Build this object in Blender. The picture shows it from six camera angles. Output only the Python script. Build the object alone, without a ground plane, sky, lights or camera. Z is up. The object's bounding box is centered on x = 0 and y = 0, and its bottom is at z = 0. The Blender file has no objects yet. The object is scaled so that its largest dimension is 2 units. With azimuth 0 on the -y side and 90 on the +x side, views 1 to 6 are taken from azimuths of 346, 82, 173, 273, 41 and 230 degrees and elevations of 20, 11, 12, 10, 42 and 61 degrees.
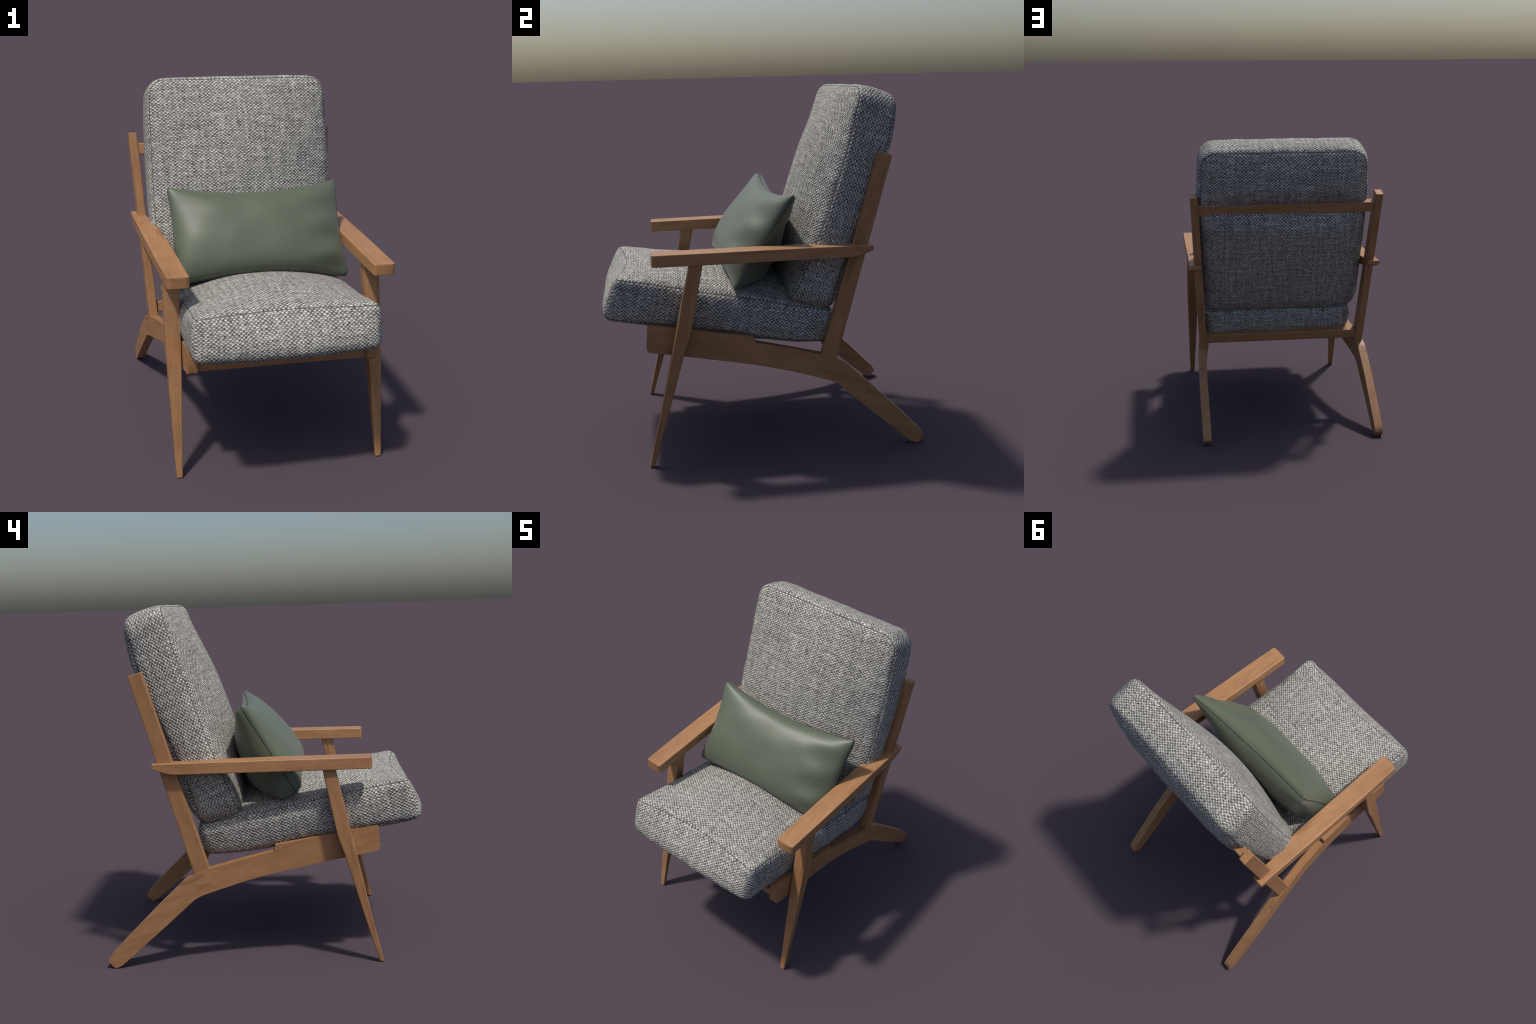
"""Mid-century lounge armchair: bent wooden frame, two woven box cushions,
and a loose green lumbar pillow leaning on the backrest."""
import bpy, math, random
import numpy as np
from mathutils import Vector, Matrix, noise

random.seed(7)
D = bpy.data
COL = bpy.context.scene.collection


# --------------------------------------------------------------- node helpers
class Tree:
    def __init__(self, name):
        self.mat = D.materials.new(name)
        self.mat.use_nodes = True
        self.nt = self.mat.node_tree
        self.nt.nodes.clear()
        self.out = self.nt.nodes.new("ShaderNodeOutputMaterial")
        self.bsdf = self.nt.nodes.new("ShaderNodeBsdfPrincipled")
        self.nt.links.new(self.bsdf.outputs[0], self.out.inputs[0])

    def node(self, kind, **props):
        n = self.nt.nodes.new(kind)
        for k, v in props.items():
            setattr(n, k, v)
        return n

    def put(self, socket, value):
        if isinstance(value, bpy.types.NodeSocket):
            self.nt.links.new(value, socket)
        else:
            socket.default_value = value

    def math(self, op, a, b=0.0, c=None, clamp=False):
        n = self.node("ShaderNodeMath", operation=op, use_clamp=clamp)
        self.put(n.inputs[0], a)
        self.put(n.inputs[1], b)
        if c is not None:
            self.put(n.inputs[2], c)
        return n.outputs[0]

    def combine(self, x, y, z):
        n = self.node("ShaderNodeCombineXYZ")
        for i, v in enumerate((x, y, z)):
            self.put(n.inputs[i], v)
        return n.outputs[0]

    def noise(self, vec, scale, detail=2.0, rough=0.5, distortion=0.0):
        n = self.node("ShaderNodeTexNoise")
        self.put(n.inputs["Vector"], vec)
        n.inputs["Scale"].default_value = scale
        n.inputs["Detail"].default_value = detail
        n.inputs["Roughness"].default_value = rough
        n.inputs["Distortion"].default_value = distortion
        return n.outputs["Fac"]

    def white(self, vec):
        n = self.node("ShaderNodeTexWhiteNoise", noise_dimensions="3D")
        self.put(n.inputs["Vector"], vec)
        return n.outputs["Value"]

    def ramp(self, fac, stops):
        n = self.node("ShaderNodeValToRGB")
        e = n.color_ramp.elements
        while len(e) > 1:
            e.remove(e[-1])
        for i, (p, c) in enumerate(stops):
            el = e[0] if i == 0 else e.new(p)
            el.position = p
            el.color = (*c, 1.0)
        self.put(n.inputs[0], fac)
        return n.outputs[0]

    def mix(self, fac, a, b, mode="MIX"):
        n = self.node("ShaderNodeMix", data_type="RGBA", blend_type=mode)
        self.put(n.inputs[0], fac)
        self.put(n.inputs[6], a)
        self.put(n.inputs[7], b)
        return n.outputs[2]

    def bump(self, height, strength, distance):
        n = self.node("ShaderNodeBump")
        n.inputs["Strength"].default_value = strength
        n.inputs["Distance"].default_value = distance
        self.put(n.inputs["Height"], height)
        self.put(self.bsdf.inputs["Normal"], n.outputs[0])

    def set(self, **kw):
        for k, v in kw.items():
            self.put(self.bsdf.inputs[k.replace("_", " ")], v)


def weave_material(name, axes, dim=1.0):
    """Chunky plain weave: pale yarn crowns in a checkerboard over dark gaps.
    axes: which two object axes span the cloth (0 = x, 1 = y, 2 = z)."""
    t = Tree(name)
    tc = t.node("ShaderNodeTexCoord")
    sep = t.node("ShaderNodeSeparateXYZ")
    t.put(sep.inputs[0], tc.outputs["Object"])
    obj = tc.outputs["Object"]
    p0, q0 = sep.outputs[axes[0]], sep.outputs[axes[1]]
    # yarns wander a little
    wob_p = t.math("MULTIPLY", t.math("SUBTRACT", t.noise(obj, 38.0, 2.0), 0.5), 0.020)
    shifted = t.node("ShaderNodeVectorMath", operation="ADD")
    t.put(shifted.inputs[0], obj)
    shifted.inputs[1].default_value = (3.7, 9.1, 5.3)
    wob_q = t.math("MULTIPLY", t.math("SUBTRACT", t.noise(shifted.outputs[0], 38.0, 2.0), 0.5), 0.013)
    p, q = t.math("ADD", p0, wob_p), t.math("ADD", q0, wob_q)
    PX, PY = 0.0244, 0.0190
    ca = t.math("COSINE", t.math("MULTIPLY", p, 2 * math.pi / PX))
    cb = t.math("COSINE", t.math("MULTIPLY", q, 2 * math.pi / PY))
    crown = t.math("MULTIPLY", ca, cb)
    i = t.math("FLOOR", t.math("ADD", t.math("DIVIDE", p, PX / 2), 0.5))
    j = t.math("FLOOR", t.math("ADD", t.math("DIVIDE", q, PY / 2), 0.5))
    cell = t.white(t.combine(i, j, 1.5))
    # slubs: single yarns that are paler or darker over some length
    weft = t.noise(t.combine(t.math("MULTIPLY", p, 5.0), t.math("MULTIPLY", q, 75.0), 2.0), 1.0, 2.0)
    warp = t.noise(t.combine(t.math("MULTIPLY", p, 62.0), t.math("MULTIPLY", q, 5.0), 7.0), 1.0, 2.0)
    v = t.math("MULTIPLY_ADD", crown, 0.29, 0.51)
    # shadow line between neighbouring weft rows
    rows = t.math("COSINE", t.math("MULTIPLY", q, 4 * math.pi / PY))
    v = t.math("MULTIPLY_ADD", rows, 0.09, v)
    fuzz = t.noise(obj, 260.0, 2.0)
    v = t.math("ADD", v, t.math("MULTIPLY", t.math("SUBTRACT", fuzz, 0.5), 0.12))
    v = t.math("ADD", v, t.math("MULTIPLY", t.math("SUBTRACT", cell, 0.5), 0.20))
    v = t.math("ADD", v, t.math("MULTIPLY", t.math("SUBTRACT", weft, 0.5), 0.40))
    v = t.math("ADD", v, t.math("MULTIPLY", t.math("SUBTRACT", warp, 0.5), 0.40))
    col = t.ramp(v, [(0.05, (0.062, 0.061, 0.056)), (0.30, (0.118, 0.115, 0.105)),
                     (0.55, (0.310, 0.300, 0.274)), (0.76, (0.535, 0.515, 0.466)),
                     (1.00, (0.750, 0.726, 0.664))])
    if dim != 1.0:
        col = t.mix(1.0, col, (dim, dim, dim, 1.0), "MULTIPLY")
    t.set(Base_Color=col, Roughness=0.95)
    t.bsdf.inputs["Specular IOR Level"].default_value = 0.15
    t.bump(crown, 0.45, 0.004)
    return t.mat


def wood_material(name, along, tint=1.0):
    """Oiled beech: warm orange brown, fine streaks running along one direction."""
    t = Tree(name)
    tc = t.node("ShaderNodeTexCoord")
    axis = Vector(along).normalized()
    rot = axis.rotation_difference(Vector((0, 0, 1))).to_euler()
    m = t.node("ShaderNodeMapping", vector_type="POINT")
    t.put(m.inputs["Vector"], tc.outputs["Object"])
    m.inputs["Rotation"].default_value = rot
    st = t.node("ShaderNodeMapping")
    t.put(st.inputs["Vector"], m.outputs[0])
    st.inputs["Scale"].default_value = (1.0, 1.0, 0.09)
    fine = t.noise(st.outputs[0], 130.0, 3.0, 0.6)
    mid = t.noise(st.outputs[0], 28.0, 3.0, 0.55, 0.6)
    cloud = t.noise(tc.outputs["Object"], 9.0, 3.0, 0.55)
    v = t.math("MULTIPLY_ADD", fine, 0.30, 0.0)
    v = t.math("MULTIPLY_ADD", mid, 0.45, v)
    v = t.math("MULTIPLY_ADD", cloud, 0.25, v)
    k = tint
    col = t.ramp(v, [(0.26, (0.215 * k, 0.102 * k, 0.041 * k)), (0.42, (0.310 * k, 0.153 * k, 0.066 * k)),
                     (0.56, (0.375 * k, 0.190 * k, 0.084 * k)), (0.74, (0.425 * k, 0.228 * k, 0.107 * k))])
    # sparse dark heart-wood streaks
    streak = t.noise(st.outputs[0], 17.0, 2.0, 0.5, 1.0)
    mask = t.node("ShaderNodeMapRange", interpolation_type="SMOOTHSTEP")
    t.put(mask.inputs[0], streak)
    mask.inputs[1].default_value, mask.inputs[2].default_value = 0.625, 0.72
    mask.inputs[3].default_value, mask.inputs[4].default_value = 0.0, 0.55
    col = t.mix(mask.outputs[0], col, (0.17, 0.080, 0.036, 1.0))
    t.set(Base_Color=col, Roughness=t.math("MULTIPLY_ADD", fine, 0.14, 0.40))
    t.bsdf.inputs["Specular IOR Level"].default_value = 0.45
    t.bump(fine, 0.08, 0.002)
    return t.mat


def twill_material(name):
    """Sage green fine diagonal twill with a soft silky gloss."""
    t = Tree(name)
    tc = t.node("ShaderNodeTexCoord")
    sep = t.node("ShaderNodeSeparateXYZ")
    t.put(sep.inputs[0], tc.outputs["Object"])
    x, y = sep.outputs[0], sep.outputs[1]
    a = t.math("SINE", t.math("MULTIPLY", t.math("ADD", t.math("MULTIPLY", x, 1.0), t.math("MULTIPLY", y, 0.55)), 2 * math.pi / 0.0076))
    b = t.math("SINE", t.math("MULTIPLY", y, 2 * math.pi / 0.0078))
    rib = t.math("MULTIPLY_ADD", b, 0.35, a)
    speck = t.noise(tc.outputs["Object"], 150.0, 2.0, 0.6)
    cloud = t.noise(tc.outputs["Object"], 7.0, 2.0)
    v = t.math("MULTIPLY_ADD", rib, 0.12, 0.28)
    v = t.math("MULTIPLY_ADD", speck, 0.30, v)
    v = t.math("MULTIPLY_ADD", cloud, 0.12, v)
    col = t.ramp(v, [(0.15, (0.056, 0.070, 0.043)), (0.50, (0.090, 0.110, 0.070)), (0.85, (0.136, 0.160, 0.106))])
    t.set(Base_Color=col, Roughness=0.47)
    t.bsdf.inputs["Specular IOR Level"].default_value = 0.50
    t.bsdf.inputs["Sheen Weight"].default_value = 0.12
    t.bsdf.inputs["Sheen Roughness"].default_value = 0.5
    t.bump(rib, 0.05, 0.0008)
    return t.mat


def plain_material(name, colour, rough=0.9):
    t = Tree(name)
    tc = t.node("ShaderNodeTexCoord")
    n = t.noise(tc.outputs["Object"], 220.0, 2.0)
    dark = tuple(c * 0.6 for c in colour)
    lite = tuple(min(1, c * 1.4) for c in colour)
    t.set(Base_Color=t.ramp(n, [(0.3, dark), (0.7, lite)]), Roughness=rough)
    return t.mat


# --------------------------------------------------------------- mesh helpers
def make_object(name, verts, faces, mats, parent=None, face_mats=None, smooth=True):
    me = D.meshes.new(name)
    me.from_pydata([tuple(v) for v in verts], [], faces)
    for m in mats:
        me.materials.append(m)
    if face_mats is not None:
        me.polygons.foreach_set("material_index", face_mats)
    me.polygons.foreach_set("use_smooth", [smooth] * len(me.polygons))
    me.update()
    ob = D.objects.new(name, me)
    COL.objects.link(ob)
    if parent:
        ob.parent = parent
    return ob


def apply_modifiers(ob):
    dg = bpy.context.evaluated_depsgraph_get()
    me = D.meshes.new_from_object(ob.evaluated_get(dg))
    old = ob.data
    ob.modifiers.clear()
    ob.data = me
    me.name = old.name
    D.meshes.remove(old)


def fix_normals(ob):
    import bmesh
    bm = bmesh.new()
    bm.from_mesh(ob.data)
    bmesh.ops.recalc_face_normals(bm, faces=bm.faces)
    bm.to_mesh(ob.data)
    bm.free()


def frame_shift(p):
    """The real frame stands slightly skewed in its bounding box."""
    x, y, z = p
    return (x + 0.030 - 0.034 * (y + 0.6), y - 0.015 * x, z)


def beam(name, stations, mat, parent, bevel=0.006, shift=True, mirror=False):
    """Loft of four-cornered cross-sections; edges rounded."""
    verts, faces = [], []
    for st in stations:
        for p in st:
            p = Vector(p)
            if mirror:
                p.x = -p.x
            verts.append(frame_shift(p) if shift else tuple(p))
    n = len(stations)
    for i in range(n - 1):
        for k in range(4):
            a, b = i * 4 + k, i * 4 + (k + 1) % 4
            faces.append((a, b, b + 4, a + 4))
    faces.append((3, 2, 1, 0))
    faces.append(tuple((n - 1) * 4 + k for k in range(4)))
    ob = make_object(name, verts, faces, [mat], parent)
    fix_normals(ob)
    bv = ob.modifiers.new("b", "BEVEL")
    bv.width = bevel
    bv.segments = 3
    bv.limit_method = "ANGLE"
    bv.angle_limit = math.radians(38)
    bv.harden_normals = True
    apply_modifiers(ob)
    return ob


def curve_at(pts, t):
    """Piecewise linear lookup in (key, value) pairs."""
    ks = [p[0] for p in pts]
    return float(np.interp(t, ks, [p[1] for p in pts]))


# --------------------------------------------------------------- materials
WOOD_ARM = wood_material("beech_along_armrest", (0, 1, 0), 1.0)
WOOD_POST = wood_material("beech_along_post", (0, 0.27, 0.96), 0.97)
WOOD_LEG = wood_material("beech_along_leg", (0, 0.23, 0.97), 0.97)
WOOD_RAIL = wood_material("beech_along_rail", (0, 0.94, -0.34), 0.96)
WOOD_BAR = wood_material("beech_along_crossbar", (1, 0, 0), 0.97)
WEAVE_PANEL = weave_material("woven_cloth_panel", (0, 1))
WEAVE_FRONT = weave_material("woven_cloth_front", (0, 2))
WEAVE_SIDE = weave_material("woven_cloth_side", (1, 2))
SEAM_DARK = plain_material("seam_dark_line", (0.085, 0.084, 0.080))
TWILL = twill_material("sage_twill")
SEAM_GREEN = plain_material("sage_seam_thread", (0.045, 0.056, 0.038))


# --------------------------------------------------------------- wooden frame
chair = D.objects.new("armchair", None)
COL.objects.link(chair)
chair["label"] = "wooden lounge armchair with grey woven seat and back cushions"
chair["category"] = "armchair"

# outer side of the rail as seen from above: straight at the front, then flaring
RAIL_OUT = [(-0.66, 0.526), (-0.30, 0.527), (-0.06, 0.535), (0.12, 0.551), (0.24, 0.570), (0.31, 0.581), (0.42, 0.594), (0.60, 0.602), (0.88, 0.606)]
RAIL_TOP = [(-0.643, 0.700), (-0.640, 0.755), (-0.634, 0.768), (-0.40, 0.731), (-0.066, 0.672),
            (-0.061, 0.638), (0.12, 0.597), (0.30, 0.557), (0.385, 0.528), (0.418, 0.513), (0.440, 0.495),
            (0.60, 0.344), (0.78, 0.164), (0.858, 0.082), (0.878, 0.056), (0.882, 0.038)]
RAIL_BOT = [(-0.648, 0.660), (-0.645, 0.635), (-0.632, 0.622), (-0.40, 0.579), (-0.066, 0.513),
            (-0.061, 0.512), (0.12, 0.469), (0.262, 0.430), (0.345, 0.405), (0.378, 0.389), (0.400, 0.372),
            (0.55, 0.238), (0.73, 0.080), (0.808, 0.012), (0.834, 0.001), (0.852, 0.003)]
RAIL_THICK = 0.054

# front leg: height, front y, back y, outer x, inner x
FRONT_LEG = [(0.000, -0.661, -0.636, 0.594, 0.560), (0.30, -0.589, -0.545, 0.602, 0.546),
             (0.62, -0.516, -0.450, 0.609, 0.533), (0.74, -0.488, -0.409, 0.611, 0.530),
             (0.80, -0.474, -0.396, 0.611, 0.529), (1.115, -0.402, -0.332, 0.608, 0.522)]

# armrest plan: y, outer x, inner x, top z, underside z
ARMREST = [(-0.602, 0.595, 0.525, 1.1665, 1.1040), (-0.597, 0.612, 0.508, 1.1665, 1.1030), (-0.590, 0.621, 0.501, 1.1670, 1.1030),
           (-0.35, 0.629, 0.506, 1.1670, 1.1020), (-0.05, 0.636, 0.514, 1.1670, 1.1020), (0.14, 0.639, 0.521, 1.1660, 1.1020),
           (0.24, 0.640, 0.526, 1.1660, 1.1020), (0.29, 0.641, 0.532, 1.1650, 1.1020), (0.35, 0.642, 0.544, 1.1650, 1.1010),
           (0.42, 0.643, 0.556, 1.1640, 1.1010), (0.475, 0.643, 0.560, 1.1640, 1.1020), (0.51, 0.644, 0.562, 1.1630, 1.1100),
           (0.580, 0.645, 0.566, 1.1620, 1.1340)]


def build_side(mirror):
    st = []
    for (ty, tz), (by, bz) in zip(RAIL_TOP, RAIL_BOT):
        ot, ob = curve_at(RAIL_OUT, ty), curve_at(RAIL_OUT, by)
        st.append([(ot, ty, tz), (ob, by, bz), (ob - RAIL_THICK, by, bz), (ot - RAIL_THICK, ty, tz)])
    beam("rear_leg", st, WOOD_RAIL, chair, 0.007, mirror=mirror)

    st = [[(o, f, z), (o, b, z), (i, b, z), (i, f, z)] for z, f, b, o, i in FRONT_LEG]
    beam("front_leg", st, WOOD_LEG, chair, 0.006, mirror=mirror)

    # back post leans back and outward
    st = []
    for s in (0.0, 0.5, 1.0):
        fy, fz = 0.291 + s * (0.611 - 0.291), 0.525 + s * (1.657 - 0.525)
        by, bz = 0.378 + s * (0.682 - 0.378), 0.500 + s * (1.633 - 0.500)
        o = 0.578 + s * (0.638 - 0.578)
        i = o - 0.050
        st.append([(o, fy, fz), (o, by, bz), (i, by, bz), (i, fy, fz)])
    beam("back_post", st, WOOD_POST, chair, 0.005, mirror=mirror)

    st = [[(o, y, t), (o, y, b), (i, y, b), (i, y, t)] for y, o, i, t, b in ARMREST]
    beam("armrest", st, WOOD_ARM, chair, 0.011, mirror=mirror)


build_side(False)
build_side(True)


def crossbar(cy, cz, half_len, depth, height, lean):
    d = Vector((0, math.cos(lean), -math.sin(lean))) * depth / 2
    h = Vector((0, math.sin(lean), math.cos(lean))) * height / 2
    c = Vector((0, cy, cz))
    st = []
    for x in (-half_len, 0, half_len):
        o = c + Vector((x, 0, 0))
        st.append([o + d + h, o + d - h, o - d - h, o - d + h])
    beam("crossbar", st, WOOD_BAR, chair, 0.006)


crossbar(0.620, 1.552, 0.592, 0.058, 0.070, math.radians(15.5))   # behind the back cushion
crossbar(0.362, 0.595, 0.545, 0.060, 0.066, math.radians(15.5))   # under the back
crossbar(-0.598, 0.669, 0.478, 0.050, 0.084, math.radians(-10.0))  # under the seat front


# --------------------------------------------------------------- box cushions
def rounded_outline(A, B, r, n):
    """Points, outward normals round a rounded rectangle, evenly by length."""
    segs = []
    for cx, cy, a0 in ((A - r, B - r, 0), (-A + r, B - r, 90), (-A + r, -B + r, 180), (A - r, -B + r, 270)):
        for k in range(17):
            a = math.radians(a0 + 90 * k / 16)
            segs.append((cx + r * math.cos(a), cy + r * math.sin(a)))
    pts = np.array(segs + [segs[0]])
    d = np.r_[0, np.cumsum(np.hypot(*np.diff(pts, axis=0).T))]
    s = np.linspace(0, d[-1], n, endpoint=False)
    P = np.c_[np.interp(s, d, pts[:, 0]), np.interp(s, d, pts[:, 1])]
    T = np.roll(P, -1, 0) - np.roll(P, 1, 0)
    T /= np.linalg.norm(T, axis=1)[:, None]
    return P, np.c_[T[:, 1], -T[:, 0]], s


def cushion(name, A, B, r, half_thick, dome_top, dome_bot, box_bulge, warp, matrix, parent, seed):
    """Top panel, boxing strip and bottom panel meeting in two sewn grooves.
    dome_*(u, v) gives the swell of a panel, warp bends the finished shape."""
    N, RINGS, STRIP = 420, 64, 30
    out, nrm, arc = rounded_outline(A, B, r, N)
    rng = np.random.default_rng(seed)
    ph = rng.uniform(0, 6.28, 6)

    def pucker(s):
        return (np.sin(s * 31 + ph[0]) * 0.5 + np.sin(s * 53 + ph[1]) * 0.3 + np.sin(s * 17 + ph[2]) * 0.6)

    # boxing swells along the straight sides, stays taut at the corners
    edge_mid = 0.35 + 0.65 * (1 - np.minimum(np.abs(out[:, 0]) / A, np.abs(out[:, 1]) / B) ** 4)
    verts, faces, fm = [], [], []

    def panel(sign, dome):
        base = len(verts)
        rho = 1 - (1 - np.linspace(0, 1, RINGS + 1)[1:]) ** 1.35
        verts.append((0, 0, sign * (half_thick + dome(0, 0))))
        for ri in rho:
            P = out * ri
            u, v = P[:, 0] / A, P[:, 1] / B
            d = (1 - ri) * min(A, B)
            h = half_thick + np.array([dome(a, b) for a, b in zip(u, v)])
            h = h - 0.013 * math.exp(-d / 0.010) + 0.0025 * pucker(arc) * math.exp(-((d - 0.02) / 0.022) ** 2)
            for (x, y), z in zip(P, h):
                verts.append((x, y, sign * z))
        for k in range(N):
            a, b = base + 1 + k, base + 1 + (k + 1) % N
            faces.append((base, a, b) if sign > 0 else (base, b, a)); fm.append(0)
        for i in range(RINGS - 1):
            for k in range(N):
                a = base + 1 + i * N + k
                b = base + 1 + i * N + (k + 1) % N
                faces.append((a, a + N, b + N, b) if sign > 0 else (a, b, b + N, a + N)); fm.append(0)
        return base + 1 + (RINGS - 1) * N

    top = panel(1, dome_top)
    bot = panel(-1, dome_bot)
    ztop, zbot = half_thick - 0.013, -(half_thick - 0.013)
    rows = [top]
    for i in range(1, STRIP):
        t = i / STRIP
        t = 0.5 - 0.5 * math.cos(math.pi * t) * (0.55 + 0.45 * abs(math.cos(math.pi * t)))
        z = ztop + (zbot - ztop) * t
        d = min(t, 1 - t) * (ztop - zbot)
        rows.append(len(verts))
        swell = box_bulge * (4 * t * (1 - t)) ** 0.8
        lift = 0.010 * (1 - math.exp(-d / 0.009))
        pk = 0.0022 * pucker(arc + 3 * (t > 0.5)) * math.exp(-((d - 0.02) / 0.02) ** 2)
        for k in range(N):
            o = swell * edge_mid[k] + lift + pk[k]
            verts.append((out[k, 0] + nrm[k, 0] * o, out[k, 1] + nrm[k, 1] * o, z))
    rows.append(bot)
    for i in range(STRIP):
        for k in range(N):
            k2 = (k + 1) % N
            faces.append((rows[i] + k, rows[i + 1] + k, rows[i + 1] + k2, rows[i] + k2))
            n = nrm[k] + nrm[k2]
            fm.append(1 if abs(n[1]) > abs(n[0]) else 2)
    verts = [warp(*v) for v in verts]
    ob = make_object(name, verts, faces, [WEAVE_PANEL, WEAVE_FRONT, WEAVE_SIDE], parent, fm)
    fix_normals(ob)
    ob.matrix_world = matrix
    # thin dark tubes drawing the dark line along the seam grooves
    for rowstart in (top, bot):
        ring = [Vector(verts[rowstart + k]) for k in range(N)]
        tube("seam", ring, 0.0024, SEAM_DARK, ob, closed=True)
    return ob


def tube(name, ring, radius, mat, parent, closed=True, sides=6):
    n = len(ring)
    verts, faces = [], []
    for i, p in enumerate(ring):
        if closed:
            t = (ring[(i + 1) % n] - ring[i - 1]).normalized()
        else:
            t = (ring[min(i + 1, n - 1)] - ring[max(i - 1, 0)]).normalized()
        a = t.orthogonal() if abs(t.z) > 0.95 else t.cross(Vector((0, 0, 1)))
        a.normalize()
        b = t.cross(a)
        for k in range(sides):
            w = 2 * math.pi * k / sides
            verts.append(p + (a * math.cos(w) + b * math.sin(w)) * radius)
    for i in range(n if closed else n - 1):
        j = (i + 1) % n
        for k in range(sides):
            k2 = (k + 1) % sides
            faces.append((i * sides + k, i * sides + k2, j * sides + k2, j * sides + k))
    ob = make_object(name, verts, faces, [mat], parent)
    return ob


def smooth_at(pts, t):
    ks = [p[0] for p in pts]
    acc = 0.0
    for w, o in ((0.25, -0.022), (0.5, 0.0), (0.25, 0.022)):
        acc += w * float(np.interp(min(1, max(-1, t + o)), ks, [p[1] for p in pts]))
    return acc


def dome_fn(height, pu=2.0, pv=2.0, ex=1.0, lean=0.0):
    def f(u, v):
        u, v = min(1, abs(u)), max(-1, min(1, v))
        return height * ((1 - u ** pu) * (1 - abs(v) ** pv)) ** ex * (1 + lean * v)
    return f


# seat: local y runs backwards along the seat, z up through the thickness
SEAT_TILT = math.radians(-11.3)
seat_B, seat_A, seat_h = 0.582, 0.492, 0.116


def seat_warp(x, y, z):
    u, v = x / seat_A, y / seat_B
    top = (z + seat_h) / (2 * seat_h)
    # front edge of the top is drawn in between its corners, underside juts forward
    front = max(0.0, -v) ** 3
    y += front * (0.060 * (1 - min(1, u * u)) * top - 0.018 * (1 - top)) - front * 0.026 * (1 - min(1, u ** 4)) * 6.75 * top * (1 - top) ** 2
    y += 0.026 * max(0.0, v) ** 3
    x *= 1 - 0.030 * math.exp(-((v + 0.45) / 0.35) ** 2) * top
    # front seam rises in the middle
    z += 0.006 * front * (1 - min(1, u * u)) * top
    # thinner towards the rear
    z += (0.022 * (v + 1) - 0.012 - 0.016 * (1 - min(1, u * u)) * max(0.0, -v)) * (1 - top)
    # the underside sags where the rail steps down
    sag = max(0.0, min(1.0, (v - 0.20) / 0.14)) * max(0.0, min(1.0, (1.0 - v) / 0.3))
    z -= 0.015 * sag * sag * (3 - 2 * sag) * (1 - top)
    x += 0.008 * (v + 1) + 0.022 * u * max(0.0, min(1.0, (v + 0.8) / 0.7)) * (1.0 - 0.7 * abs(2 * top - 1.4))
    wob = noise.noise(Vector((x * 3.1 + 4, y * 3.1, z * 2)))
    return (x, y, z + 0.006 * wob * top)


M = Matrix.Translation((0.006, -0.252, 0.803)) @ Matrix.Rotation(SEAT_TILT, 4, "X")
seat = cushion("seat_cushion", seat_A, seat_B, 0.040, seat_h, dome_fn(0.104, 2.0, 2.0, 1.0, 0.18), dome_fn(0.026, 4, 4, 0.8),
               0.014, seat_warp, M, chair, 3)

# back: local y runs up the back, z points to the sitter
BACK_TILT = math.radians(90 - 18.9)
back_B, back_A, back_h = 0.596, 0.537, 0.115


def rear_bow(v):
    return 0.034 * math.exp(-((v - 0.32) / 0.42) ** 2)


def back_warp(x, y, z):
    u, v = x / back_A, y / back_B
    top = (z + back_h) / (2 * back_h)
    y -= 0.012 * (1 - min(1, u * u)) * max(0, -v) ** 3
    x += 0.010 * u * (1 - v * v)
    # so does the front seam, only at the sides
    z -= (0.027 + 0.011 * u) * max(0.0, 1 - v * v) * min(1.0, u * u) * top
    # the rear edge bows backwards above the middle
    z -= rear_bow(v) * (1 - top)
    wob = noise.noise(Vector((x * 3.3, y * 3.3 + 8, z * 2)))
    return (x, y, z + 0.006 * wob * (2 * top - 1))


def back_swell(u, v):
    """Rear panel sags out between the crossbars and is pressed in by the upper one."""
    depth = smooth_at([(-1, 0.0), (-0.96, 0.028), (-0.85, 0.064), (-0.45, 0.094), (-0.12, 0.098), (0.14, 0.091),
                       (0.25, 0.068), (0.315, 0.036), (0.366, 0.028), (0.417, 0.034), (0.48, 0.060), (0.60, 0.072), (0.82, 0.052), (1, 0.0)], v)
    g = (1 - min(1, abs(u)) ** 5) ** 0.8
    return (depth - rear_bow(v)) * g if abs(v) < 1 else 0.0


mid = Vector((0.009, 0.0, 0.004))
fs_top, fs_bot = Vector((0, 0.525, 1.983)), Vector((0, 0.140, 0.860))
e_b = (fs_top - fs_bot).normalized()
e_n = Vector((0, -e_b.z, e_b.y))
centre = (fs_top + fs_bot) / 2 - e_n * (back_h - 0.013) + mid
M = Matrix.Translation(centre) @ Matrix.Rotation(BACK_TILT, 4, "X")
back = cushion("back_cushion", back_A, back_B, 0.088, back_h, dome_fn(0.080, 2.0, 2.5, 0.95, -0.08), back_swell,
               0.018, back_warp, M, chair, 5)


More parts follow.
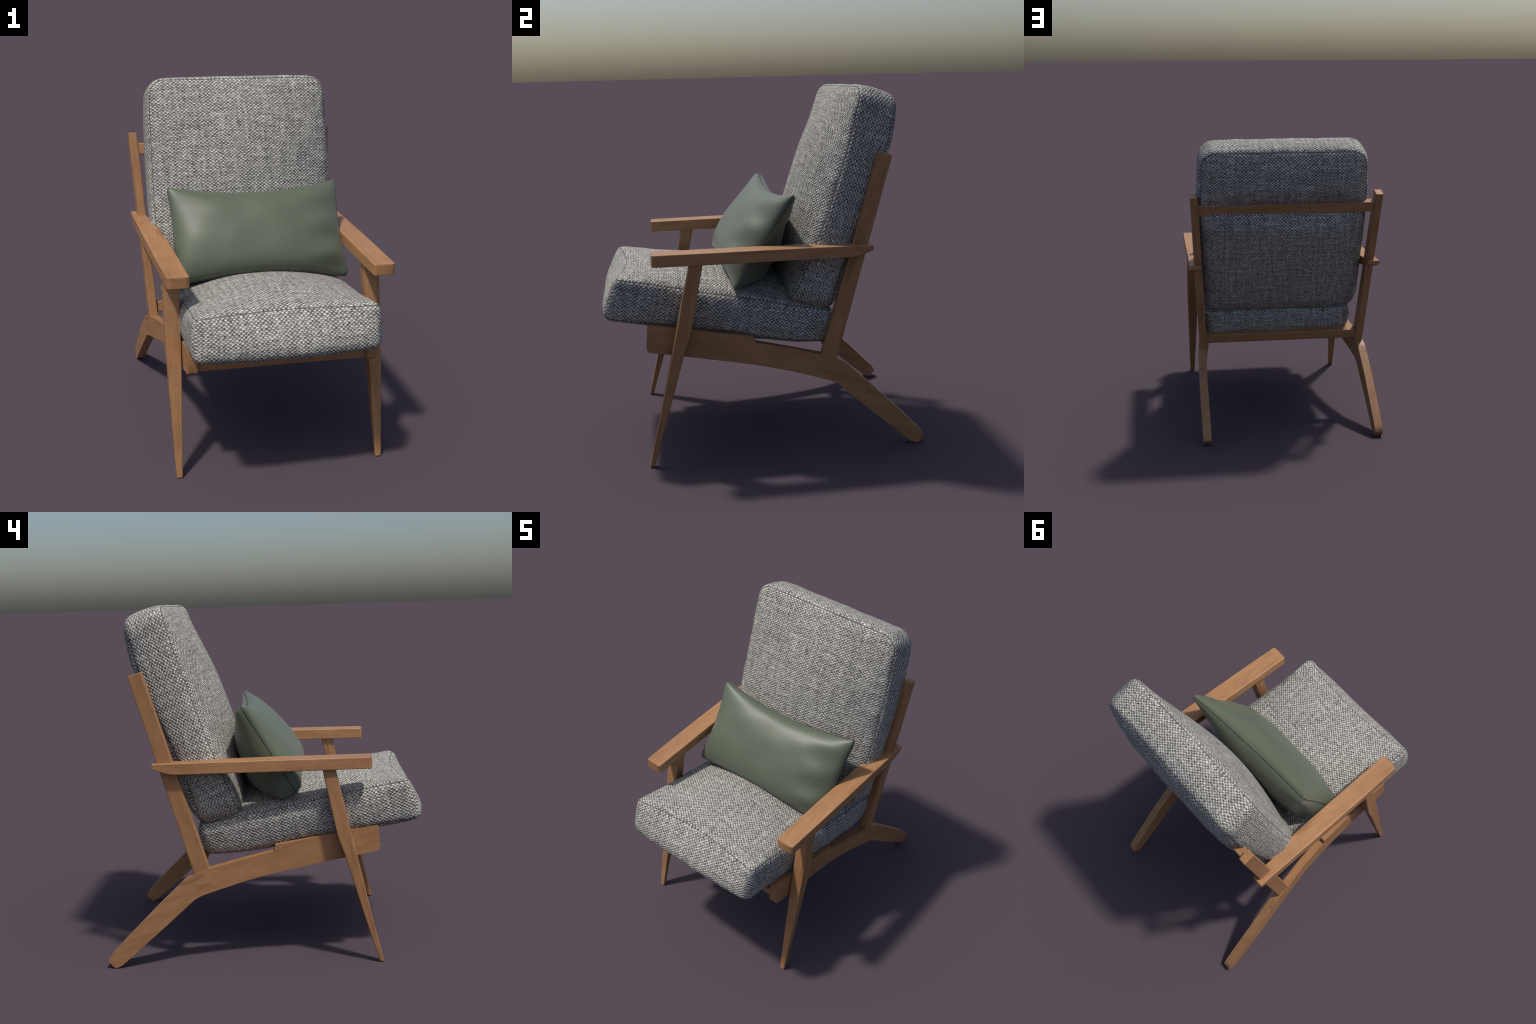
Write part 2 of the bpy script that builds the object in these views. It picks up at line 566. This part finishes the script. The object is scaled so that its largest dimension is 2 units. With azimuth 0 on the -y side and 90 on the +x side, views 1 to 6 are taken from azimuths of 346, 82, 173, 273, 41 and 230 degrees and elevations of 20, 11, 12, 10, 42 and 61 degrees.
# --------------------------------------------------------------- lumbar pillow
CORNERS = {(-1, 1): Vector((-0.497, 0.115, 1.452)), (1, 1): Vector((0.549, 0.165, 1.438)),
           (-1, -1): Vector((-0.505, -0.185, 0.950)), (1, -1): Vector((0.556, -0.175, 0.925))}
pil_c = sum(CORNERS.values(), Vector()) / 4
ax = (CORNERS[1, 1] + CORNERS[1, -1] - CORNERS[-1, 1] - CORNERS[-1, -1]).normalized()
ay = (CORNERS[1, 1] + CORNERS[-1, 1] - CORNERS[1, -1] - CORNERS[-1, -1])
ay = (ay - ax * ay.dot(ax)).normalized()
az = ax.cross(ay)
PM = Matrix((ax, ay, az)).transposed().to_4x4()
PM.translation = pil_c
PI = PM.inverted()
LOC = {k: PI @ v for k, v in CORNERS.items()}


def pillow_point(u, v, side):
    """side +1 faces the sitter (local +z), -1 the backrest."""
    c = ((1 - u) * (1 - v) * LOC[-1, -1] + (1 + u) * (1 - v) * LOC[1, -1]
         + (1 - u) * (1 + v) * LOC[-1, 1] + (1 + u) * (1 + v) * LOC[1, 1]) / 4
    # seams are drawn in between the corners
    c.y -= v * abs(v) ** 1.5 * (0.063 if v > 0 else 0.038) * (1 - u * u) ** 0.8
    c.x -= u * abs(u) ** 1.5 * 0.028 * (1 - v * v) ** 0.8
    # blunt upper corners, eared lower ones
    blunt = 0.020 if v > 0 else -0.030
    tip = abs(u * v) ** (14 if v > 0 else 12)
    c.x -= math.copysign(blunt * tip, u)
    c.y -= math.copysign(blunt * 0.4 * tip, v)
    # corners stay plump, except the pinched ear at the lower right
    ex = 0.24 * (u * v) ** 2 * (0.0 if v < 0 < u else 1.0)
    prof = ((1 - abs(u) ** (2.5 if u > 0 else 3.2)) ** ((0.60 if u > 0 else 0.46) - ex)) * ((1 - abs(v) ** 2.6) ** (0.52 - ex))
    T = 0.126 * (1 + 0.12 * u) if side > 0 else 0.184 * (1 - 0.18 * u)
    h = T * prof * (1 - (0.28 if side > 0 else 0.36) * v)
    # soft folds running in from the short seams
    e = max(0.0, (abs(u) - 0.40) / 0.60)
    w = 6.75 * e * e * (1 - e)
    fold = math.sin(v * (8.5 if u > 0 else 5.0) + 1.6 * u * v + (0.9 if u > 0 else 2.0))
    h += (0.017 if u > 0 else 0.008) * (0.7 - 0.3 * v) * fold * w * prof ** 0.5
    h += 0.006 * noise.noise(Vector((u * 2.6, v * 2.0, side * 3))) * prof
    return Vector((c.x, c.y, c.z + side * h))


def build_pillow():
    NU, NV = 180, 110

    def ease(k, n):
        s = -1 + 2 * k / n
        return math.copysign(1 - (1 - abs(s)) ** 1.35, s)

    verts, faces, idx = [], [], {}
    for side in (1, -1):
        for i in range(NU + 1):
            for j in range(NV + 1):
                rim = i in (0, NU) or j in (0, NV)
                if rim and side < 0:
                    idx[side, i, j] = idx[1, i, j]
                    continue
                idx[side, i, j] = len(verts)
                verts.append(pillow_point(ease(i, NU), ease(j, NV), side))
        for i in range(NU):
            for j in range(NV):
                f = (idx[side, i, j], idx[side, i + 1, j], idx[side, i + 1, j + 1], idx[side, i, j + 1])
                faces.append(f if side > 0 else f[::-1])
    ob = make_object("lumbar_pillow", verts, faces, [TWILL])
    ob.matrix_world = PM
    ring = [Vector(verts[idx[1, i, 0]]) for i in range(NU)] + [Vector(verts[idx[1, NU, j]]) for j in range(NV)] \
        + [Vector(verts[idx[1, i, NV]]) for i in range(NU, 0, -1)] + [Vector(verts[idx[1, 0, j]]) for j in range(NV, 0, -1)]
    s = tube("seam", ring, 0.0028, SEAM_GREEN, ob)
    ob["label"] = "rectangular sage green lumbar pillow with pinched corners"
    ob["category"] = "pillow"
    return ob


build_pillow()
